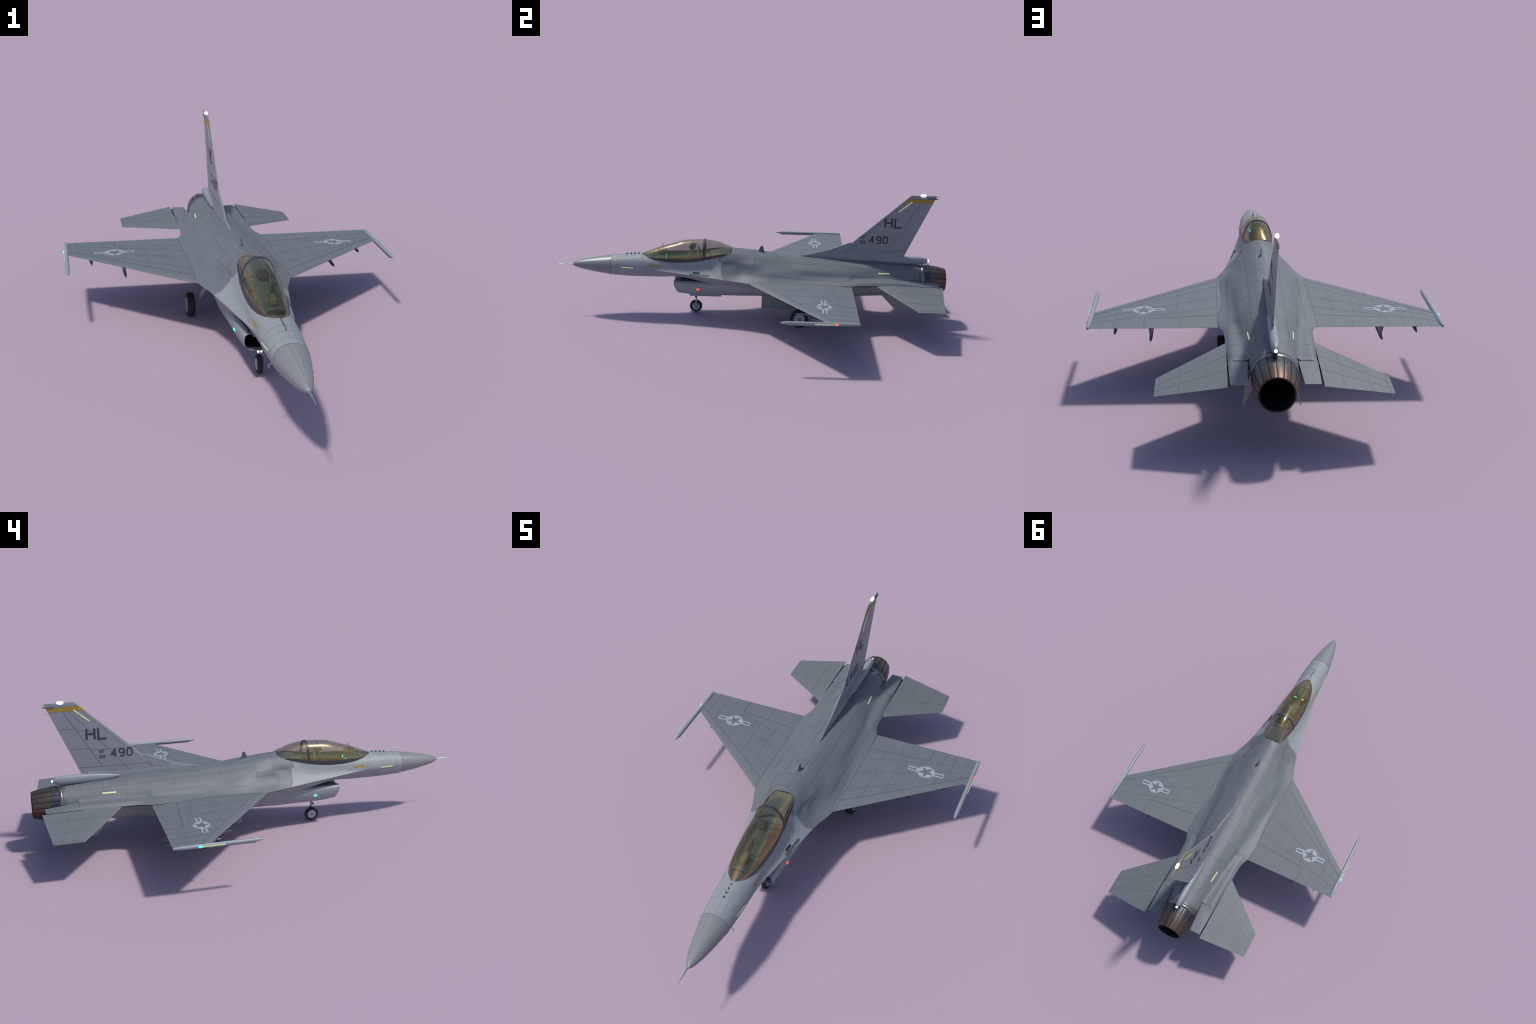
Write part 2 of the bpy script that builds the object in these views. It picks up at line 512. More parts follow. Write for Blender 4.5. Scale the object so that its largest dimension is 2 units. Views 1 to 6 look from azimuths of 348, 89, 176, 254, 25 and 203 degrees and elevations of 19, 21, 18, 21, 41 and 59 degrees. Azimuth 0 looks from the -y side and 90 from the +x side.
def lower_ring(y):
    h = resample(spline2([(LX[k](y), LZ[k](y)) for k in range(10)], 10, True, True), 60)
    shear = max(0.0, min(1.0, (-.25-y)/.15))
    full = [(p.x, p.y) for p in h]+[(-p.x, p.y) for p in reversed(h[1:-1])]
    def yy(z):
        t = (.178-z)/.056
        return y+.025*shear*max(0, min(1.1, t))**1.1
    return [(x, yy(z), z) for x, z in full]
ly = [-.400+.295*k/34 for k in range(35)]+[SPLIT+(.8065-SPLIT)*k/60 for k in range(1, 61)]
rows = [lower_ring(y) for y in ly]
# intake: outer cowl, rounded lip, duct
NI = 35
def shrink(ring, d, dy):
    n = len(ring)
    cx, cz = 0, sum(p[2] for p in ring)/n
    out = []
    for i, p in enumerate(ring):
        a, b = Vector(ring[i-1]), Vector(ring[(i+1) % n])
        t = (b-a)
        nx, nz = t.z, -t.x
        l = math.hypot(nx, nz) or 1
        nx, nz = nx/l, nz/l
        if nx*(p[0]-cx)+nz*(p[2]-cz) > 0:
            nx, nz = -nx, -nz
        out.append((p[0]+nx*d, p[1]+dy, p[2]+nz*d))
    return out
cowl = rows[:NI]
lip = [shrink(cowl[0], .0012, -.0012), shrink(cowl[0], .0026, -.0008), shrink(cowl[0], .0036, .002)]
duct = [shrink(cowl[0], .0045, .02), [(p[0]*.93, p[1]+.08, (p[2]-.155)*.93+.157) for p in cowl[0]],
        [(p[0]*.80, p[1]+.2, (p[2]-.155)*.85+.162) for p in cowl[0]], [(p[0]*.6, p[1]+.26, (p[2]-.155)*.7+.165) for p in cowl[0]]]
allr = list(reversed(duct))+list(reversed(lip))+cowl
nc = len(cowl[0])
V = [p for r in allr for p in r]
F = grid_faces(len(allr), nc, True)
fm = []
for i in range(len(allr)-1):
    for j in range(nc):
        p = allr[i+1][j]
        roof = p[2] > .19 and abs(p[0]) < .057          # roof coloured black for the unlit channel under the nose
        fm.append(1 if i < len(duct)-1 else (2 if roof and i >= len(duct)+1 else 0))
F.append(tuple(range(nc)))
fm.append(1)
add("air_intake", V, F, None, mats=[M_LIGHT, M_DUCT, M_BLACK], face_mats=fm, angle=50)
V, F = ring_loft(rows[NI-1:], False, False)
F = [f for f in F if not all(V[i][1] > .45 and (V[i][2] > .2195 and abs(V[i][0]) < .115) for i in f)]
LOWER = add("lower_fuselage", V, F, M_LIGHT, angle=50)
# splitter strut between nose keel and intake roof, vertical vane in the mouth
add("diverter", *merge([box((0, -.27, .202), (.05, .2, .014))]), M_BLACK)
add("intake_vane", *box((0, -.33, .155), (.004, .06, .068)), M_DUCT)

# tail cone and nozzle
ZC = .2195
add("tail_cone", *revolve([(.70, .0888), (.76, .0858), (.8065, .0825), (.83, .0805), (.8555, .0785), (.8555, .070)], 64, center=(0, 0, ZC), caps=False), M_DARK)
add("nozzle_shroud", *revolve([(.84, .0745), (.8557, .0778), (.868, .0772), (.868, .06)], 64, center=(0, 0, ZC), caps=False), M_RINGD)
add("nozzle_ring", *revolve([(.862, .070), (.868, .0762), (.8715, .0792), (.876, .0800), (.8805, .0792), (.884, .0765), (.8845, .070)], 64, center=(0, 0, ZC), caps=False), M_RING)
NP = 17
nozzle = bpy.data.objects.new("exhaust_nozzle", None)
bpy.context.scene.collection.objects.link(nozzle)
nozzle.parent = ROOT
prof = pchip([.880, .905, .94, .975, 1.0], [.0760, .0748, .0710, .0645, .0585])
def petal(k):
    a0 = math.pi/2+2*math.pi*(k+.5)/NP
    hw = math.pi/NP*.885
    out, inn = [], []
    for i in range(13):
        y = .880+.1195*i/12
        r = prof(y)
        ro, ri = [], []
        for j in range(7):
            a = a0-hw+2*hw*j/6
            edge = .0008 if j in (0, 6) else 0
            ro.append(((r-edge)*math.cos(a), y, ZC+(r-edge)*math.sin(a)))
            ri.append(((r-.0042)*math.cos(a), y, ZC+(r-.0042)*math.sin(a)))
        out.append(ro+list(reversed(ri)))
    return ring_loft(out)
for k in range(NP):
    add("nozzle_petal", *petal(k), M_NOZ, parent=nozzle, angle=50)
inner = [(.795, .0005), (.796, .048), (.80, .050), (.88, .0520), (.905, .0525), (.94, .0535), (.975, .0542), (.998, .0545)]
outer = [(.998, .0556), (.975, .0618), (.94, .0683), (.905, .0722), (.885, .0736)]
add("nozzle_liner", *revolve(inner+outer, 64, center=(0, 0, ZC), caps=False), M_CHAR, parent=nozzle)
add("nozzle_lip", *revolve([(.9965, .0545), (1.0, .0555), (1.0, .0582), (.9965, .0590)], 64, center=(0, 0, ZC), caps=False), M_CHAR, parent=nozzle)

# ------------------------------------------------------------ lifting surfaces
def naca(u):
    u = min(max(u, 0), 1)
    return 10*(.2969*math.sqrt(u)-.126*u-.3516*u*u+.2843*u**3-.1036*u**4)

class Blade:
    """flying surface: chord lines between leading and trailing edge along a span s"""
    def __init__(self, le, te, thick, place):
        self.le, self.te, self.th, self.place = le, te, thick, place
    def half(self, s, y):
        c = self.te(s)-self.le(s)
        u = (y-self.le(s))/c
        return max(self.th(s)*naca(u), .0004)
    def pt(self, s, y, side, lift=0):
        return self.place(s, y, side*(self.half(s, y)+lift))
    def piece(self, s0, s1, y0, y1, ns=24, nu=24):
        rows = []
        for i in range(ns+1):
            s = lerp(s0, s1, i/ns)
            a, b = y0(s), y1(s)
            up, lo = [], []
            for j in range(nu+1):
                u = .5-.5*math.cos(math.pi*j/nu)
                y = lerp(a, b, u)
                up.append(self.pt(s, y, 1))
                lo.append(self.pt(s, y, -1))
            rows.append(up+list(reversed(lo)))
        return ring_loft(rows)

ZW = .2328
XR, XT = .160, .6115
w_le = lambda x: lerp(-.0134, .3527, (x-.1725)/(.6095-.1725))
w_te = lambda x: .5025
w_th = lambda x: .040*(w_te(x)-w_le(x))*.5*1.06
def wing_place(sg):
    return lambda x, y, h: (sg*x, y, ZW+h)
def line(x0, y0, x1, y1):
    return lambda x: lerp(y0, y1, (x-x0)/(x1-x0))
slat = line(.1734, .0454, .6103, .3859)
flap = line(.1736, .3977, .4288, .4215)
wings = {}
for sg in (1, -1):
    B = Blade(w_le, w_te, w_th, wing_place(sg))
    wings[sg] = B
    V1 = B.piece(XR, .4288, slat, lambda x: flap(x))
    V2 = B.piece(.4288, XT, slat, w_te)
    W = add("wing", *merge([V1, V2, B.piece(XR, .1736, flap, w_te, 3)]), M_DARK)
    add("leading_edge_flap", *B.piece(XR, XT, w_le, slat), M_DARK, parent=W)
    add("flaperon", *B.piece(.1736, .4288, flap, w_te), M_DARK, parent=W)
    # tip launcher rail
    prof_r = [(.1335, .0010), (.137, .0032), (.145, .0054), (.158, .0073), (.175, .0081), (.20, .0083), (.44, .0083), (.47, .0079), (.49, .0066), (.5037, .0048)]
    rail = add("tip_launcher", *revolve(prof_r, 20, center=(sg*.6185, 0, .2338)), M_RAIL)
    add("launcher_keel", *box((sg*.6185, .265, .2270), (.009, .20, .007)), M_PYLON, parent=rail)
    add("launcher_strip", *box((sg*.6271, .3415, .2338), (.0012, .098, .0042)), M_STRIP, parent=rail)
    v = revolve([(-.0078, .001), (-.0065, .0035), (0, .0050), (.0065, .0035), (.0078, .001)], 14, center=(sg*.6262, .3945, .2340), sx=.75)
    add("navigation_light", *v, M_RED if sg > 0 else M_GREEN, parent=rail)
    # under-wing launcher on a short pylon, and an outer one close to the skin
    for x, y0, y1, z, top in ((.405, .2095, .4985, .1845, True), (.527, .2835, .4985, .2115, False)):
        pr = [(y0, .0006), (y0+.008, .0035), (y0+.022, .0056), (y0+.04, .0060), (y1-.03, .0060), (y1-.006, .0046), (y1, .0038)]
        py = add("weapon_rail", *revolve(pr, 14, center=(sg*x, 0, z), sz=1.0), M_PYLON)
        zt = ZW-.003
        pv = []
        for yy, ww, zz in ((y0+.05, .0035, z), (y0+.075, .0070, zt), (y1-.012, .0070, zt), (y1-.03, .0035, z)):
            pv += [(sg*(x-ww), yy, zz), (sg*(x+ww), yy, zz)]
        add("weapon_pylon", pv, [(0, 2, 3, 1), (2, 4, 5, 3), (4, 6, 7, 5), (6, 0, 1, 7), (0, 6, 4, 2), (1, 3, 5, 7)], M_PYLON, parent=py)

# stabilators, drooping outward
s_le = lambda x: lerp(.6320, .8168, (x-.1500)/(.3714-.1500))
s_te = lambda x: lerp(.9670, .9431, (x-.1468)/(.3709-.1468))
s_th = lambda x: .036*(s_te(x)-s_le(x))*.5
def stab_place(sg):
    return lambda x, y, h: (sg*x, y, .2303-(x-.147)*.1755+h)
stabs = {}
for sg in (1, -1):
    B = Blade(s_le, s_te, s_th, stab_place(sg))
    stabs[sg] = B
    add("stabilator", *B.piece(.1475, .3712, s_le, s_te), M_STAB)
    add("stabilator_pivot", *tube((sg*.12, .80, .2305), (sg*.152, .80, .2295), .003, .003), M_ANT)
    # shelf wedge beside the nozzle (speed brakes)
    V = []
    for y, xo, xi, zt, zb in ((.785, .1436, .080, .2432, .2262), (.8066, .1440, .0795, .2442, .2265), (.88, .1420, .0840, .2372, .2275), (.9504, .1396, .0884, .2312, .2290)):
        V += [(sg*xi, y, zt), (sg*(xo-.008), y, zt), (sg*xo, y, (zt+zb)/2+.001), (sg*(xo-.003), y, zb), (sg*xi, y, zb)]
    rws = [V[i*5:(i+1)*5] for i in range(4)]
    add("speed_brake", *ring_loft(rws), M_DARK, angle=30)
    gv = [[(sg*xa, y, .2268), (sg*.1482, y, .2268), (sg*.1482, y, .2252), (sg*xa, y, .2252)] for y, xa in ((.650, .144), (.80, .140), (.94, .1375))]  # thin black strip below the gap at the stabilator root
    add("stabilator_gap_black_strip", *ring_loft(gv), M_BLACK)
    # ventral fin
    V = []
    for x, z, y0, y1, t in ((.066, .165, .655, .835, .0034), (.0925, .086, .7385, .8140, .0022)):
        V.append([(sg*(x-t*.2), y0, z), (sg*(x+t), lerp(y0, y1, .3), z), (sg*(x+t), lerp(y0, y1, .7), z), (sg*(x-t*.2), y1, z), (sg*(x-t), lerp(y0, y1, .7), z), (sg*(x-t), lerp(y0, y1, .3), z)])
    add("ventral_fin", *ring_loft(V), M_LIGHT, angle=20)

# vertical fin
f_le = lambda z: lerp(.5045, .7920, (z-.4063)/(.6718-.4063))
f_te = lambda z: lerp(.7805, .9205, (z-.3462)/(.6716-.3462))
f_th = lambda z: lerp(.0066, .0022, (z-.32)/(.352))
fin_b = Blade(f_le, f_te, f_th, lambda z, y, h: (h, y, z))
rud = lambda z: lerp(.6862, .8448, (z-.3715)/(.6371-.3715))
FIN = add("tail_fin", *merge([fin_b.piece(.300, .3715, f_le, f_te, 4), fin_b.piece(.3715, .6371, f_le, rud), fin_b.piece(.6371, .6718, f_le, f_te, 4)]), M_FIN)
add("rudder", *fin_b.piece(.3715, .6371, rud, f_te), M_FIN, parent=FIN)
# dorsal fillet: rounded-edged strake with a kinked top
rows = []
def top(y):
    """crest of the dorsal strake: two straight runs with a kink, then a drop onto the fin"""
    P = ((.2372, .3272), (.3709, .3602), (.4972, .4112), (.5085, .4065), (.60, .4065))
    for a, b in zip(P, P[1:]):
        if y <= b[0]:
            return lerp(a[1], b[1], (y-a[0])/(b[0]-a[0]))
    return P[-1][1]
for y in [.2372+.1337*k/14 for k in range(15)]+[.3709+.1263*k/14 for k in range(1, 15)]+[.5000, .5040, .5085]:
    t = .0012+.0050*min(1, (y-.2372)/.16)
    z1 = top(y)
    z0 = .312
    tt = min(t*.45, .0034)
    prof8 = [(-t*.75, z0), (-t, z0+.4*(z1-z0)*.5), (-tt, z1-.002), (-tt*.5, z1), (tt*.5, z1), (tt, z1-.002), (t, z0+.4*(z1-z0)*.5), (t*.75, z0)]
    rows.append([(x, min(y, f_le(z)+.022), z) for x, z in prof8])
add("dorsal_fillet", *ring_loft(rows), M_FIN, angle=30)
# fin root fairing ending in the parachute pod
# keel fairing under the fin, overhanging inward toward the spine
rows = []
for i in range(25):
    y = lerp(.262, .752, i/24)
    k = min(1, (y-.262)/.22)
    w = lerp(.0022, .0090, k)
    zm = min(lerp(.3405, .3300, min(1, max(0, (y-.28)/.36))), top(y)-.003 if y < .42 else 1)
    zt = min(zm+.022*k, top(y)-.001 if y < .42 else 1)
    rows.append([(-w*.30, y, .298), (-w, y, zm), (-.002, y, zt), (.002, y, zt), (w, y, zm), (w*.30, y, .298)])
add("fin_root_fairing", *ring_loft(rows), M_FIN, angle=30)
fy = [.612, .63, .66, .70, .78, .84, .872, .892, .903, .9065]
fw = pchip(fy, [.0095, .0112, .0128, .0140, .0152, .0150, .0140, .0110, .0065, .0005])
ft = pchip(fy, [.3262, .3318, .3365, .3400, .3432, .3435, .3410, .3360, .3290, .3217])
fb = pchip(fy, [.3245, .3140, .3080, .3040, .3020, .3020, .3025, .3065, .3140, .3213])
rows = []
for i in range(61):
    y = lerp(.612, .9065, .5-.5*math.cos(math.pi*i/60))
    w, zt, zb = fw(y), ft(y), fb(y)
    row = []
    for k in range(24):
        a = 2*math.pi*k/24
        ca, sa = math.cos(a), math.sin(a)
        row.append((w*math.copysign(abs(ca)**.85, ca), y, (zt+zb)/2+(zt-zb)/2*math.copysign(abs(sa)**.85, sa)))
    rows.append(row)
add("parachute_pod", *ring_loft(rows), M_FAIR, angle=50)
add("tail_light", *revolve([(-.003, .0035), (0, .0052), (.0035, .0042), (.005, .001)], 16, center=(0, .9062, .3216)), M_WHITE)
add("beacon_light", *revolve([(-.0145, .001), (-.0115, .0048), (-.005, .0066), (.005, .0066), (.0115, .0048), (.0145, .001)], 16, center=(0, .8515, .6728)), M_WHITE, parent=FIN)
add("warning_antenna", *revolve([(.876, .0040), (.90, .0046), (.92, .0042), (.9285, .0012)], 12, center=(0, 0, .6565), sx=1.1, sz=.8), M_ANT, parent=FIN)

# ------------------------------------------------------------------- canopy
can_top = pchip([YC0, -.545, -.52, -.4861, -.44, -.4007, -.3581, -.2942, -.2494, -.1875, -.1445, -.12, YC1],
                [.3168, .3285, .3395, .3530, .3695, .3815, .3945, .4015, .4030, .3945, .3790, .3675, .3605])
frame_h = pchip([YC0, -.552, -.53, -.50, -.46, -.40, -.31, -.2475, -.19, -.15, -.128, YC1],
                [.0, .0, .0025, .0090, .0165, .0200, .0175, .0165, .0130, .0070, .0, .0])
def can_half(y, grow=0.0):
    """from sill up to crown: frame strip then bubble"""
    sx, sz, zt = sill_x(y), sill_z(y), can_top(y)
    h = max(zt-sz, 1e-5)
    out = []
    for k in range(29):
        a = math.pi/2*k/28
        ca, sa = math.cos(a), math.sin(a)
        x = sx*(ca**.86 if ca > 1e-9 else 0)
        z = sz+h*sa**1.08
        out.append(Vector((x*(1+grow), z+grow*.06*sa)))
    return out
ys = [YC0+(YC1-YC0)*(0.5-0.5*math.cos(math.pi*k/80)) for k in range(81)]
def split_at(pts, z):
    """cut the half section at height z -> (frame part, glass part)"""
    for i in range(len(pts)-1):
        if pts[i+1].y >= z:
            t = (z-pts[i].y)/max(pts[i+1].y-pts[i].y, 1e-9)
            m = pts[i].lerp(pts[i+1], min(max(t, 0), 1))
            return pts[:i+1]+[m], [m]+pts[i+1:]
    return pts, [pts[-1], pts[-1]]
gr, fr = [], []
for y in ys[1:-1]:
    half = can_half(y)
    a, b = split_at(half, sill_z(y)+max(frame_h(y), .00005))
    b = resample(b, 26)
    a = resample(a, 4)
    gr.append([(p.x, y, p.y) for p in b]+[(-p.x, y, p.y) for p in reversed(b[:-1])])
    fr.append([(p.x, y, p.y) for p in a])
V = [p for r in gr for p in r]
F = grid_faces(len(gr), len(gr[0]))
n0, n1 = len(V), len(V)+1
V += [(0, YC0, sill_z(YC0)), (0, YC1, sill_z(YC1))]
nc = len(gr[0])
for j in range(nc-1):
    F.append((n0, j+1, j))
    F.append((n1, (len(gr)-1)*nc+j, (len(gr)-1)*nc+j+1))
GLASS = add("canopy", V, F, M_GLASS, angle=60)
def strip_solid(lines, off):
    """strip of section pieces thickened outward"""
    rws = []
    for r in lines:
        o = [Vector(p) for p in r]
        outp = []
        for k, p in enumerate(o):
            t = (o[min(k+1, len(o)-1)]-o[max(k-1, 0)])
            nrm = Vector((t.z, 0, -t.x))
            if nrm.length < 1e-9:
                nrm = Vector((1, 0, 0))
            outp.append(p+nrm.normalized()*off)
        rws.append([tuple(p-Vector((.002, 0, 0))) for p in o]+[tuple(p) for p in reversed(outp)])
    return ring_loft(rws)
i0 = next(i for i, y in enumerate(ys[1:-1]) if frame_h(y) > .0006)
i1 = max(i for i, y in enumerate(ys[1:-1]) if frame_h(y) > .0006)
s = strip_solid(fr[i0:i1+1], .0010)
add("canopy_frame", *merge([s, mirror(s)]), M_FRAME, angle=40)
def liner_rows():
    out = []
    for r in fr[i0:i1+1]:
        a, b = Vector(r[0]), Vector(r[-1])
        out.append([(a.x*.965, a.y, a.z), (b.x*.962, b.y, b.z+.0004)])
    return out
lr = liner_rows()
V = [p for r in lr for p in r]
F = grid_faces(len(lr), 2)
add("canopy_liner", *merge([(V, F), mirror((V, F))]), M_LINER)
# bow frame
rows = []
for y, g in ((-.2545, .0), (-.2535, .0016), (-.2435, .0016), (-.2425, .0)):
    h = can_half(y)
    full = [(p.x, p.y) for p in h]+[(-p.x, p.y) for p in reversed(h[:-1])]
    cz = .33
    rows.append([(x*(1+g/.05), y, cz+(z-cz)*(1+g/.06)) for x, z in full])
inner_rows = [[(x*.965, y, .33+(z-.33)*.965) for x, _, z in r] for r, y in ((rows[3], -.2425), (rows[0], -.2545))]
allr = rows+inner_rows
nc = len(rows[0])
V = [p for r in allr for p in r]
F = grid_faces(6, nc)+[((5*nc)+j, 5*nc+j+1, j+1, j) for j in range(nc-1)]
add("canopy_bow", V, F, M_FRAME, angle=40)

# ------------------------------------------------------------------ cockpit
rows = []
for y in [YC0+.006+(YC1-YC0-.012)*k/40 for k in range(41)]:
    sx, sz = sill_x(y), sill_z(y)+.001
    d = .045 if -.46 < y < -.25 else (.010 if y < -.50 or y > -.21 else .02)
    d = pchip([YC0, -.50, -.465, -.45, -.25, -.235, -.20, YC1], [.004, .004, .008, .026, .026, -.004, -.008, -.002])(y)
    fz = max(sz-d, .268)
    rows.append([(sx*.985, y, sz), (sx*.82, y, sz+.002), (sx*.78, y, fz+.002), (sx*.7, y, fz), (0, y, fz), (-sx*.7, y, fz), (-sx*.78, y, fz+.002), (-sx*.82, y, sz+.002), (-sx*.985, y, sz)])
V = [p for r in rows for p in r]
COCK = add("cockpit_tub", V, grid_faces(len(rows), 9), None, mats=[M_TUB, M_LEDGE], face_mats=[1 if j in (0, 7) else 0 for i in range(len(rows)-1) for j in range(8)], angle=30)
tilt = math.radians(-28)
seat = add("ejection_seat", *merge([box((0, -.325, .318), (.040, .014, .085), tilt)]), M_SEAT, parent=COCK)
bevel(seat, .003)
bevel(add("headrest", *box((0, -.312, .366), (.032, .022, .030), tilt), M_SEATD, parent=seat), .003)
bevel(add("seat_cushion", *box((0, -.365, .280), (.038, .060, .014), .15), M_SEAT, parent=seat), .003)
for sg in (1, -1):
    bevel(add("seat_rail", *box((sg*.0225, -.318, .330), (.004, .010, .100), tilt), M_TUB, parent=seat), .001)
    bevel(add("side_console", *box((sg*.040, -.36, .287), (.016, .15, .010)), M_SEATD, parent=COCK), .001)
# pale arcs under the glass and glare shield
def hoop(y, w, h, zb, thick, depth, n=24):
    rws = []
    for k in range(n+1):
        a = math.pi*k/n
        ca, sa = math.cos(a), math.sin(a)
        rws.append([(w*ca, y, zb+h*sa), (w*ca, y+depth, zb+h*sa), ((w-thick)*ca, y+depth, zb+(h-thick)*sa), ((w-thick)*ca, y, zb+(h-thick)*sa)])
    return ring_loft(rws)
add("rear_pale_arc", *hoop(-.286, .052, .040, .322, .003, .010), M_TUB, parent=COCK, angle=30)
add("front_pale_arc", *hoop(-.518, .0375, .022, .3075, .002, .008), M_TUB, parent=COCK, angle=30)
rows = []
for y, w, h, zb in ((-.512, .0385, .010, .307), (-.49, .044, .016, .304), (-.465, .048, .022, .300), (-.447, .049, .024, .299), (-.4465, .046, .0215, .299), (-.455, .044, .018, .297)):
    rows.append([(w*math.cos(math.pi*k/20), y, zb+h*math.sin(math.pi*k/20)) for k in range(21)])
V = [p for r in rows for p in r]
add("glare_shield", V, grid_faces(len(rows), 21), M_SEATD, parent=COCK, angle=40)
add("instrument_panel", *box((0, -.450, .300), (.084, .006, .034), -.12), M_SEATD, parent=COCK)
for x, w, z, hh in ((.0215, .014, .3015, .013), (-.0215, .014, .3015, .013), (0, .009, .3145, .004)):
    add("display", *box((x, -.4455, z), (w, .0015, hh), -.12), M_SCREEN, parent=COCK)
bevel(add("head_up_display", *merge([box((0, -.466, .338), (.019, .046, .020)), box((0, -.448, .330), (.016, .02, .02))]), M_HUD, parent=COCK), .002)
for sg in (1, -1):
    add("combiner_post", *tube((sg*.0105, -.469, .346), (sg*.0105, -.460, .3745), .0012, .0008, 6), M_FRAME, parent=COCK)

# -------------------------------------------------------------- landing gear
def revolve_loop(profile, seg, c):
    """closed profile turned round the x axis"""
    rows = [[(c[0]+a, c[1]+r*math.cos(2*math.pi*k/seg), c[2]+r*math.sin(2*math.pi*k/seg)) for k in range(seg)] for a, r in profile]
    rows.append(rows[0])
    return ring_loft(rows, False, False)

def wheel(c, r, w, parent, hub):
    pr = []
    for k in range(17):
        a = -math.pi/2+math.pi*k/16
        ca, sa = math.cos(a), math.sin(a)
        pr.append((w/2*math.copysign(abs(sa)**.55, sa), r-(w*.32)+w*.32*ca**.75 if ca > 1e-6 else r-w*.32))
    pr = [(-w/2*.96, r*.60)]+pr+[(w/2*.96, r*.60)]
    t = add("tyre", *revolve_loop(pr, 40, c), M_TYRE, parent=parent, angle=40)
    rim = []
    for sg in (-1, 1):
        rim.append(revolve([(sg*w*.47, r*.05), (sg*w*.465, r*.30), (sg*w*.475, r*.55), (sg*w*.515, r*.595), (sg*w*.49, r*.625), (sg*w*.2, r*.625)], 32, 'x', c))
    add("wheel_rim", *merge(rim), M_RIM, parent=parent, angle=40)
    caps = [revolve([(sg*w*.3, r*.16), (sg*w*.50, r*.16), (sg*w*.52, r*.12), (sg*w*.52, r*.01)], 20, 'x', c) for sg in (-1, 1)]
    add("wheel_hub", *merge(caps), M_HUB, parent=parent)

ng = add("nose_gear", *merge([tube((0, -.285, .135), (0, -.287, .092), .0062, .0062), tube((0, -.287, .092), (0, -.2885, .074), .0042, .0042),
    tube((-.002, -.2885, .074), (.0165, -.289, .066), .004, .0036), tube((.0165, -.289, .067), (.0165, -.290, .030), .0034, .0034), tube((.0165, -.290, .031), (.008, -.290, .031), .003, .003),
    tube((-.007, -.2885, .0835), (.007, -.2885, .0835), .003, .003), tube((0, -.287, .10), (0, -.25, .125), .0025, .0025)]), M_STRUT)
wheel((0, -.290, .0325), .0325, .019, ng, 1)
for sg in (1, -1):
    lh = add("lamp_housing", *revolve([(.000, .0046), (.008, .0044), (.014, .0020)], 14, center=(sg*.0054, -.3000, .0835)), M_STRUT, parent=ng)
    add("landing_light", *revolve([(.0000, .0038), (-.0006, .0030), (-.0008, .0005)], 14, center=(sg*.0054, -.3000, .0835)), M_WHITE, parent=ng)
add("gear_door", *box((.030, -.2395, .112), (.0025, .1645, .022)), M_LIGHT, parent=ng)
for sg in (1, -1):
    mg = add("main_gear", *merge([tube((sg*.085, .190, .165), (sg*.1135, .230, .093), .0085, .0078), tube((sg*.1135, .230, .093), (sg*.135, .245, .040), .0040, .0036),
        tube((sg*.142, .245, .046), (sg*.128, .245, .046), .006, .006), tube((sg*.134, .247, .050), (sg*.090, .262, .150), .0018, .0018)]), M_STRUT)
    wheel((sg*.158, .245, .0465), .0465, .030, mg, 1)
    add("gear_door", *box((sg*.006, .148, .078), (.003, .189, .098)), M_LIGHT, parent=mg)

# ------------------------------------------------------ small fittings
def blade_antenna(y0, y1, t0, t1, zb, zt, w):
    V = []
    for y, z, ww in ((y0, zb, 0), ((y0+y1)/2, zb, w), (y1, zb, 0), (t0, zt, 0), ((t0+t1)/2, zt, w*.6), (t1, zt, 0)):
        V.append((y, z, ww))
    pts = [(0, V[0][0], V[0][1]), (w, V[1][0], V[1][1]), (0, V[2][0], V[2][1]), (-w, V[1][0], V[1][1])]
    tps = [(0, V[3][0], V[3][1]), (w*.6, V[4][0], V[4][1]), (0, V[5][0], V[5][1]), (-w*.6, V[4][0], V[4][1])]
    return ring_loft([pts, tps])
add("blade_antenna", *blade_antenna(.0235, .0600, .0395, .0512, .3400, .3765, .0030), M_ANT)
for y in (-.646, -.626, -.606, -.586):
    zt = CPZ[0](y)
    add("fin_antenna", *blade_antenna(y-.0065, y+.0055, y-.0012, y+.0022, zt-.002, zt+.0092, .0024), M_ANT)
add("belly_antenna", *blade_antenna(-.133, -.116, -.130, -.119, .125, .1105, .002), M_ANT)
for sg in (1, -1):
    add("air_data_probe", *merge([tube((sg*.045, -.800, .243), (sg*.058, -.806, .243), .0011, .0003, 8)]), M_METAL)
    add("pitot_arm", *merge([tube((sg*.052, -.70, .232), (sg*.066, -.704, .2285), .0012, .0012, 8), tube((sg*.066, -.7035, .2285), (sg*.066, -.722, .2285), .0012, .0006, 8)]), M_STRUT)
    v = revolve([(-.0085, .0008), (-.0065, .0034), (0, .0045), (.0065, .0034), (.0085, .0008)], 14, center=(sg*.0845, -.2768, .1605), sx=.7)
    add("navigation_light", *v, M_RED if sg > 0 else M_GREEN)
wk = []
for sg in (1, -1):
    for x in (.531, .577):
        wk.append(tube((sg*x, .500, ZW), (sg*x, .5275, ZW), .0006, .0004, 5))
    for x in (.303, .359):
        z = .2303-(x-.147)*.1755
        wk.append(tube((sg*x, s_te(x)-.002, z), (sg*x, s_te(x)+.024, z), .0006, .0004, 5))
for z in (.6655, .6265):
    wk.append(tube((0, f_te(z)-.002, z), (0, f_te(z)+.024, z), .0006, .0004, 5))
add("static_wicks", *merge(wk), M_WICK, stuff=True)
# gun trough on the left side


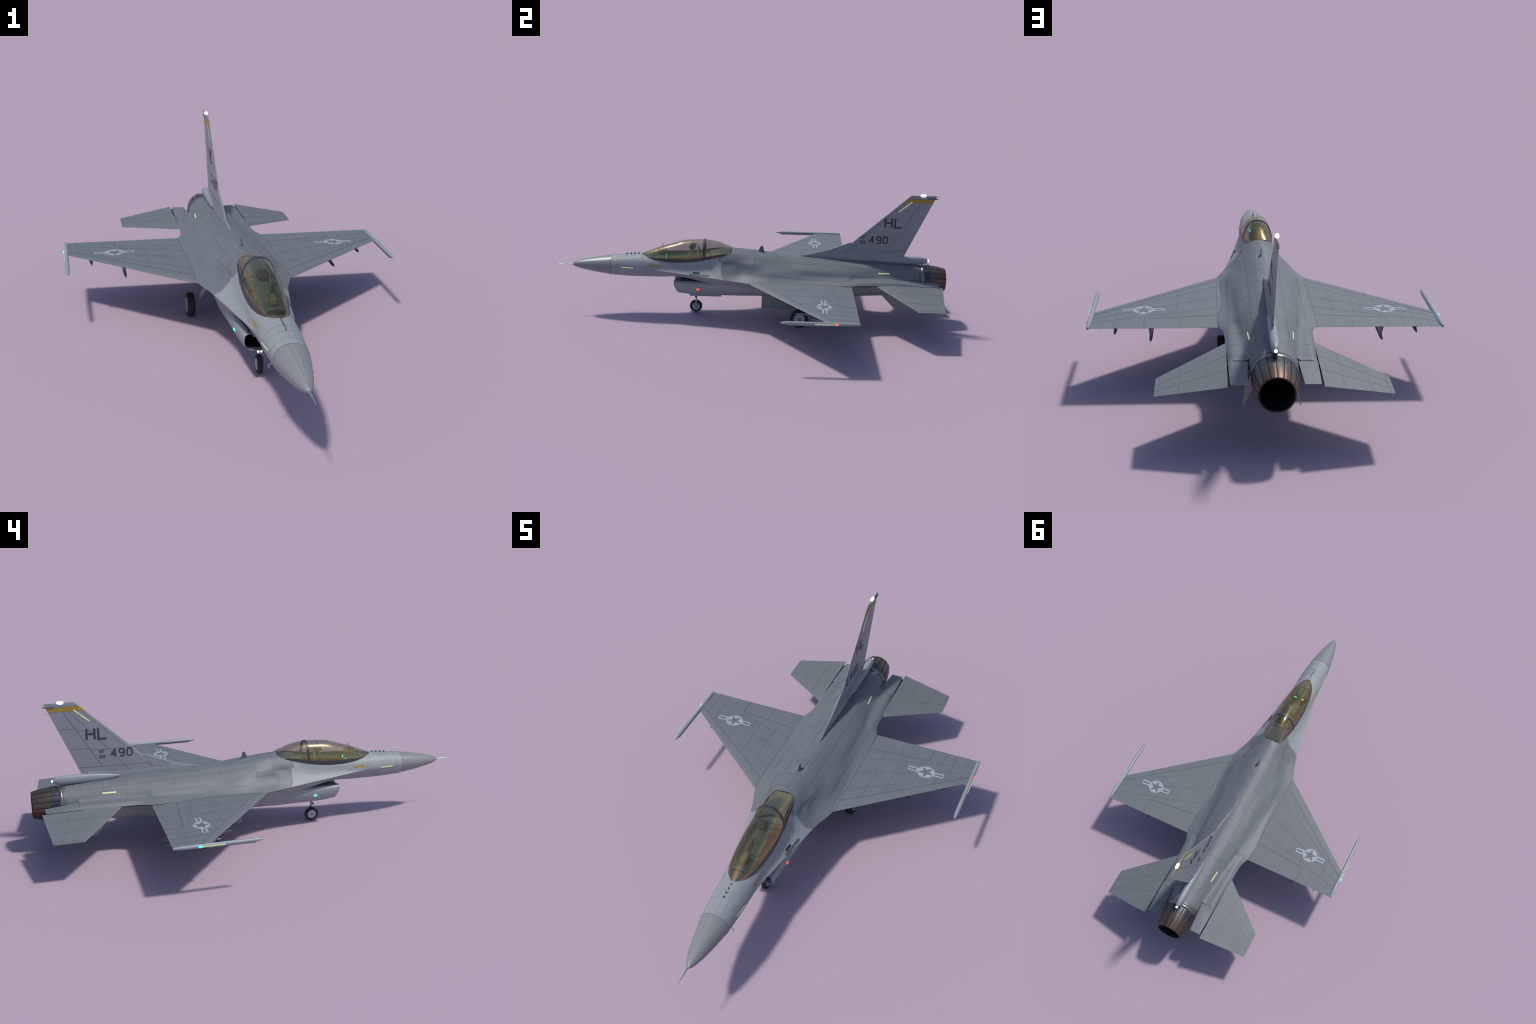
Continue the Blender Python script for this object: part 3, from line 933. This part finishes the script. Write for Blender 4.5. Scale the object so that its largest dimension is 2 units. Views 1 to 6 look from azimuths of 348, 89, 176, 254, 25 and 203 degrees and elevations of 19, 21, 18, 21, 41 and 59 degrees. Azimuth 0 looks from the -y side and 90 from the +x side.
# -------------------------------------------------- seams and painted marks
UB = BVHTree.FromPolygons([Vector(v) for v in UV], UF)
LV, LF = ring_loft([lower_ring(y) for y in ly], False, False)
LB = BVHTree.FromPolygons([Vector(v) for v in LV], LF)
RV, RF = build_radome()
RB = BVHTree.FromPolygons([Vector(v) for v in RV], RF)
CV, CF = revolve([(.70, .0888), (.76, .0858), (.8065, .0825), (.83, .0805), (.8555, .0785)], 64, center=(0, 0, ZC))
CB = BVHTree.FromPolygons([Vector(v) for v in CV], CF)
TREES = [UB, LB, RB, CB]

def cast(o, d):
    best = None
    for t in TREES:
        h = t.ray_cast(Vector(o), Vector(d))
        if h[0] is not None and (best is None or h[3] < best[3]):
            best = h
    if best is None:
        return None
    n = best[1]
    return best[0], (n if n.dot(Vector(d)) < 0 else -n)

def top_map(lift):
    def f(a, b):
        h = cast((a, b, 1), (0, 0, -1))
        return None if h is None else h[0]+h[1]*lift
    return f
def side_map(sg, lift):
    def f(a, b):
        h = cast((sg*1.0, a, b), (-sg, 0, 0))
        return None if h is None else h[0]+h[1]*lift
    return f
def blade_map(B, side, lift):
    return lambda a, b: Vector(B.pt(a, b, side, lift))
def fin_map(side, lift):
    return lambda a, b: Vector(fin_b.pt(b, a, side, lift))

def densify(pts, step):
    out = []
    for i in range(len(pts)-1):
        a, b = Vector(pts[i]), Vector(pts[i+1])
        n = max(1, int((b-a).length/step))
        out += [a.lerp(b, k/n) for k in range(n)]
    out.append(Vector(pts[-1]))
    return out

def ribbon(pts, w, fmap, step=.008, sharp=False):
    """line of width w in a 2D map, laid on the surface; mitred at corners"""
    P = densify(pts, step)
    L, R = [], []
    for i, p in enumerate(P):
        a = P[max(i-1, 0)]
        b = P[min(i+1, len(P)-1)]
        d1 = (p-a).normalized() if i else (b-p).normalized()
        d2 = (b-p).normalized() if i < len(P)-1 else d1
        t = (d1+d2)
        t = t.normalized() if t.length > 1e-6 else d1
        n = Vector((-t.y, t.x))
        k = 1/max(.5, n.dot(Vector((-d1.y, d1.x))))
        L.append(fmap(*(p+n*w/2*k)))
        R.append(fmap(*(p-n*w/2*k)))
    V, F = [], []
    for l, r in zip(L, R):
        V += [l, r]
    for i in range(len(P)-1):
        if None in (L[i], R[i], L[i+1], R[i+1]):
            continue
        F.append((2*i, 2*i+1, 2*i+3, 2*i+2))
    keep = [v if v is not None else Vector((0, 0, .2)) for v in V]
    return keep, F

def patch(poly_grid, fmap):
    """rows of 2D points -> sheet"""
    V = [fmap(*p) for r in poly_grid for p in r]
    V = [v if v is not None else Vector((0, 0, .2)) for v in V]
    return V, grid_faces(len(poly_grid), len(poly_grid[0]))

seams_l, seams, faint, gaps, marks, stars, pale, letters, yellow, strips = [], [], [], [], [], [], [], [], [], []
LIFT = .0004
gm = side_map(1, .0012)
gun = patch([[(lerp(-.3200, -.2200, i/12), lerp(.2440, .2500, j/3)) for j in range(4)] for i in range(13)], gm)
gun2 = patch([[(lerp(-.3040, -.2680, i/8), lerp(.2515, .2565, j/3)) for j in range(4)] for i in range(9)], side_map(1, .0010))
raw("gun_trough", *gun, plain("gun_trough_painted_shade", srgb(78, 84, 92), .5), stuff=False)  # flat decal, colour darkened for the step's shadowed lower face
raw("gun_port", *gun2, M_BLACK, stuff=False)
W1, W2 = .0011, .0009
tm = top_map(LIFT)
# frames round the upper body
for y, xm in ((-.690, .05), (-.648, .055), (-.612, .058)):
    seams_l.append(ribbon([(-xm, y), (xm, y)], W2, tm, .003))
for y in (-.075, .010, .175, .2755, .3816, .4897, .5915, .692, .790):
    xm = .096 if y < .55 else .072
    if y > .7:
        xm = .068
    seams.append(ribbon([(-xm, y), (xm, y)], W2, tm, .003))
# longerons
for sg in (1, -1):
    faint.append(ribbon([(sg*.028, -.075), (sg*.028, .50), (sg*.026, .80)], W2, tm))
    seams.append(ribbon([(sg*.0628, .010), (sg*.0612, .2), (sg*.0612, .49), (sg*.056, .70), (sg*.05, .79)], W2, tm))
    seams.append(ribbon([(-.147, .3055), (.010, .3052)], W1*1.3, side_map(sg, LIFT)))
    faint.append(ribbon([(sg*.135, .03), (sg*.135, .50)], W2, tm))
    gaps.append(ribbon([(sg*.1733, .004), (sg*.1738, .06), (sg*.1738, .40), (sg*.1705, .50)], W1*1.3, tm))
    seams_l.append(ribbon([(sg*.023, -.725), (sg*.0235, -.60)], W2, tm))
    for y in (.60, .69, .775):
        faint.append(ribbon([(sg*.085, y), (sg*.135, y)], W2, tm, .003))
    # dorsal access panels
    for y0, y1 in ((.295, .36), (.41, .47), (.60, .66)):
        faint.append(ribbon([(sg*.036, y0), (sg*.054, y0), (sg*.054, y1), (sg*.036, y1), (sg*.036, y0)], W2*.8, tm, .004))
    seams_l.append(ribbon([(sg*.004, -.655), (sg*.018, -.655), (sg*.018, -.615), (sg*.004, -.615), (sg*.004, -.655)], W2*.8, tm, .004))
    sm = side_map(sg, LIFT)
    for y, z0, z1 in ((-.690, .215, .29), (-.648, .215, .29), (-.612, .212, .29), (-.545, .222, .29), (-.54, .222, .29), (-.405, .265, .282)):
        seams_l.append(ribbon([(y, z0), (y, z1)], W2, sm, .004))
    seams_l.append(ribbon([(-.725, .2545), (-.60, .2545), (-.53, .259)], W2, sm))
    seams_l.append(ribbon([(-.47, .265), (-.47, .292)], W2, sm, .004))
    for y, z0, z1 in ((-.33, .13, .18), (-.235, .13, .18), (-.14, .13, .19), (-.01, .135, .20), (.11, .135, .21), (.55, .14, .20), (.60, .14, .20), (.69, .15, .20)):
        seams_l.append(ribbon([(y, z0), (y, z1)], W2, sm, .004))
    seams_l.append(ribbon([(-.37, .160), (-.1, .155), (.05, .150)], W2, sm))
    seams_l.append(ribbon([(.52, .165), (.78, .175)], W2, sm))
    for y, z in ((-.705, .270), (-.63, .272), (-.46, .270), (-.455, .262), (-.60, .222), (-.50, .225), (-.27, .172), (-.37, .150), (-.22, .158), (-.13, .172)):
        for k in range(4):
            seams_l.append(ribbon([(y+.0055*k, z), (y+.0055*k+.0035, z)], .0032, side_map(sg, LIFT), .004))
    # strake frames
    for y, xa, xb in ((-.41, .076, .084), (-.345, .083, .093), (-.28, .092, .104), (-.215, .098, .116), (-.15, .108, .127), (-.09, .115, .142)):
        seams_l.append(ribbon([(sg*xa, y), (sg*xb, y+.004)], W2, tm, .003))
    # pale strips: lightning diverters on the radome, seals beside the dorsal blade
    pale.append(ribbon([(sg*.022, -.735), (sg*.009, -.895)], .0011, tm))
    pale.append(ribbon([(-.74, .243), (-.90, .246)], .0009, side_map(sg, LIFT)))
    pale.append(ribbon([(sg*.019, .015), (sg*.017, .085)], .0013, tm))
    pale.append(ribbon([(sg*.028, .010), (sg*.027, .060)], .0013, tm))
    # formation lights and rescue arrow
    strips.append(ribbon([(-.669, .2605), (-.609, .2603)], .0052, side_map(sg, .0007), .004))
    strips.append(ribbon([(.6417, .2735), (.7018, .2726)], .0055, side_map(sg, .0007), .004))
    am = side_map(sg, .0006)
    yellow.append(ribbon([(-.4702, .2750), (-.519, .2755)], .0080, am, .004))
    yellow.append(patch([[(-.5310, .2755), (-.5310, .2755)], [(-.5245, .2755-.0045), (-.5245, .2755+.0045)], [(-.518, .2755-.0090), (-.518, .2755+.0090)]], am))
pale.append(ribbon([(0, -.735), (0, -.895)], .0012, tm))
faint.append(ribbon([(0, -.93), (0, -.895)], .0009, tm))
seams_l.append(ribbon([(0, -.725), (0, -.655)], W2, tm))
faint.append(ribbon([(0, -.1), (0, .02)], W2, tm))
seams.append(ribbon([(-.010, .062), (.010, .062), (.010, .118), (-.010, .118), (-.010, .062)], W1, tm, .004))
# radome joint ring
base = upper_half(-.725)
full = [(p.x, p.y) for p in base]+[(-p.x, p.y) for p in reversed(base[1:-1])]
V = []
for y in (-.7257, -.7243):
    V += [(x*1.008, y, .2527+(z-.2527)*1.008) for x, z in full]
seams.append((V, grid_faces(2, len(full), True)))

def star_poly(cx, cy, r, fmap, flip):
    """five-pointed star, point toward the nose"""
    V, F = [fmap(cx, cy)], []
    m = 6
    ring = []
    for k in range(10):
        a = 2*math.pi*k/10
        rr = r if k % 2 == 0 else r*.382
        ring.append((cx+rr*math.sin(a), cy-rr*math.cos(a)))
    edge = []
    for k in range(10):
        a, b = ring[k], ring[(k+1) % 10]
        for j in range(4):
            edge.append((lerp(a[0], b[0], j/4), lerp(a[1], b[1], j/4)))
    n = len(edge)
    for i in range(1, m+1):
        V += [fmap(lerp(cx, e[0], i/m), lerp(cy, e[1], i/m)) for e in edge]
    F += [(0, 1+(j+1) % n, 1+j) for j in range(n)]
    F += grid_faces(m, n, True, 1)
    return V, F

def disc(cx, cy, r, fmap, n=40, m=6):
    V, F = [fmap(cx, cy)], []
    for i in range(1, m+1):
        V += [fmap(cx+r*i/m*math.cos(2*math.pi*k/n), cy+r*i/m*math.sin(2*math.pi*k/n)) for k in range(n)]
    F += [(0, 1+(j+1) % n, 1+j) for j in range(n)]
    F += grid_faces(m, n, True, 1)
    return V, F

for sg in (1, -1):
    B = wings[sg]
    for side in (1, -1):
        bm_ = blade_map(B, side, LIFT)
        sk = .0006
        for (a, b) in (((.1722, .1173), (.605, .386)), ((.172, .2268), (.6094, .417)), ((.1731, .3283), (.610, .4552))):
            faint.append(ribbon([a, b], W1, bm_))
        gaps.append(ribbon([(.1734, .0454), (.6103, .3859)], W1*1.25, bm_))
        gaps.append(ribbon([(.1736, .3977), (.4288, .4215), (.4290, .501)], W1*1.25, bm_))
        gaps.append(ribbon([(.1737, -.008), (.1737, .5)], W1, bm_))
        for x, y0, y1 in ((.2455, .1035, .4035), (.3202, .1605, .4105), (.4075, .2285, .419), (.4848, .2878, .5015), (.5295, .3246, .5015), (.5753, .362, .5015)):
            faint.append(ribbon([(x, y0), (x, y1)], W1, bm_))
        faint.append(ribbon([(.3045, .411), (.3045, .5015)], W1, bm_))
        for x in (.281, .387, .4938):
            faint.append(ribbon([(x, w_le(x)+.006), (x, slat(x))], W2, bm_))
        faint.append(ribbon([(.225, .235), (.275, .235), (.275, .275), (.225, .275), (.225, .235)], W2*.8, bm_))
        faint.append(ribbon([(.345, .325), (.345, .385), (.375, .385)], W2*.8, bm_))
        if side == 1:
            cx, cy = .4365, .3462
            mp = blade_map(B, 1, .0007)
            mp2 = blade_map(B, 1, .0011)
            marks.append(disc(cx, cy, .0362, mp))
            for q in (1, -1):
                x0, x1 = cx+q*.030, cx+q*.0752
                marks.append(patch([[(lerp(x0, x1, i/6), cy-.0128+.0256*j/4) for j in range(5)] for i in range(7)], blade_map(B, 1, .00085)))
                x0, x1 = cx+q*.0395, cx+q*.0715
                stars.append(patch([[(lerp(x0, x1, i/6), cy-.0050+.0100*j/2) for j in range(3)] for i in range(7)], mp2))
            stars.append(star_poly(cx, cy, .0345, blade_map(B, 1, .0013), 1))
    B = stabs[sg]
    for side in (1, -1):
        bm_ = blade_map(B, side, LIFT)
        for a, b in (((.1478, .748), (.3700, .8725)), ((.1478, .853), (.3700, .909)), ((.2140, .6865), (.2145, .958)), ((.2960, .757), (.2962, .950)), ((.3580, .809), (.3585, .944))):
            faint.append(ribbon([a, b], W1, bm_))

# fin seams, lettering, band and light strip on both faces
def glyph(ch):
    """strokes in a unit box, octagonal block style"""
    c = .24
    o = [(c, 0), (1-c, 0), (1, c*.7), (1, 1-c*.7), (1-c, 1), (c, 1), (0, 1-c*.7), (0, c*.7), (c, 0)]
    return {
        'H': [[(0, 0), (0, 1)], [(1, 0), (1, 1)], [(0, .5), (1, .5)]],
        'L': [[(0, 1), (0, 0), (1, 0)]],
        '4': [[(.72, 0), (.72, 1), (0, .32), (1, .32)]],
        '9': [[(.1, .08), (.3, 0), (1-c, 0), (1, c*.7), (1, 1-c*.7), (1-c, 1), (c, 1), (0, .85), (0, .6), (c, .45), (1, .45)]],
        '0': [o],
        '8': [[(c, .52), (0, .66), (0, .88), (c, 1), (1-c, 1), (1, .88), (1, .66), (1-c, .52), (c, .52)], [(c, .52), (0, .38), (0, .13), (c, 0), (1-c, 0), (1, .13), (1, .38), (1-c, .52)]],
        'A': [[(0, 0), (0, .8), (.25, 1), (.75, 1), (1, .8), (1, 0)], [(0, .45), (1, .45)]],
        'F': [[(0, 0), (0, 1), (1, 1)], [(0, .52), (.8, .52)]],
    }[ch]
def write(text, y0, z0, w, h, pitch, t, side):
    """letters read toward -y on the left-looking face and +y on the other"""
    for i, ch in enumerate(text):
        for st in glyph(ch):
            pts = []
            for a, b in st:
                q = i*pitch+a*w
                yy = y0-q if side < 0 else y0+q
                pts.append((yy, z0+b*h))
            letters.append(ribbon(pts, t, fin_map(side, .0006), .004))
for side in (1, -1):
    m = fin_map(side, LIFT)
    gaps.append(ribbon([(.9035, .6371), (.8448, .6371), (.6862, .3715), (.787, .3722)], W1*1.25, m))
    faint.append(ribbon([(.6862, .3715), (.475, .3715)], W1, m))
    faint.append(ribbon([(.8398, .6606), (.5603, .3389)], W1, m))
    faint.append(ribbon([(.7928, .6606), (.4616, .3400)], W1, m))
    faint.append(ribbon([(.8674, .5520), (.789, .5520)], W1, m))
    faint.append(ribbon([(.7856, .5426), (.655, .5413)], W1, m))
    faint.append(ribbon([(.8257, .4600), (.737, .4600)], W1, m))
    faint.append(ribbon([(.7319, .4514), (.560, .4504)], W1, m))
    gaps.append(ribbon([(.912, .6540), (.775, .6540)], W2, m))
    for q in range(8):
        yb = lambda z: lerp(f_le(z), f_te(z), .004), 
    rows = []
    for i in range(25):
        u = i/24
        rows.append([(lerp(f_le(z)+.0004, f_te(z)-.0004, .5-.5*math.cos(math.pi*u)), z) for z in (.6335, .640, .6465, .6528)])
    yellow.append(patch(rows, fin_map(side, .0005)))
    strips.append(ribbon([(.7976, .6388), (.7321, .5825)], .0052, fin_map(side, .0010), .004))
    if side < 0:
        write("HL", .7480, .4995, .034, .0490, .0500, .0098, side)
        write("490", .6455, .4130, .0215, .0335, .0345, .0072, side)
        write("AF", .6970, .4330, .0092, .0145, .0142, .0026, side)
        write("88", .6965, .4102, .0092, .0130, .0142, .0026, side)
    else:
        write("HL", .6690, .4995, .034, .0490, .0500, .0098, side)
        write("490", .5960, .4130, .0215, .0335, .0345, .0072, side)
        write("AF", .5480, .4330, .0092, .0145, .0142, .0026, side)
        write("88", .5480, .4102, .0092, .0130, .0142, .0026, side)

raw("panel_seams", *merge(seams), M_LINE)
raw("nose_panel_seams", *merge(seams_l), M_LINEL)
raw("faint_panel_seams", *merge(faint), M_LINE2)
raw("control_surface_gaps", *merge(gaps), M_GAP)
raw("insignia", *merge(marks), M_MARK)
raw("insignia_star", *merge(stars), M_STAR)
raw("lightning_strips", *merge(pale), M_PALE)
raw("lettering", *merge(letters), M_LETTER)
raw("yellow_markings", *merge(yellow), M_YELLOW)
raw("formation_lights", *merge(strips), M_STRIP)
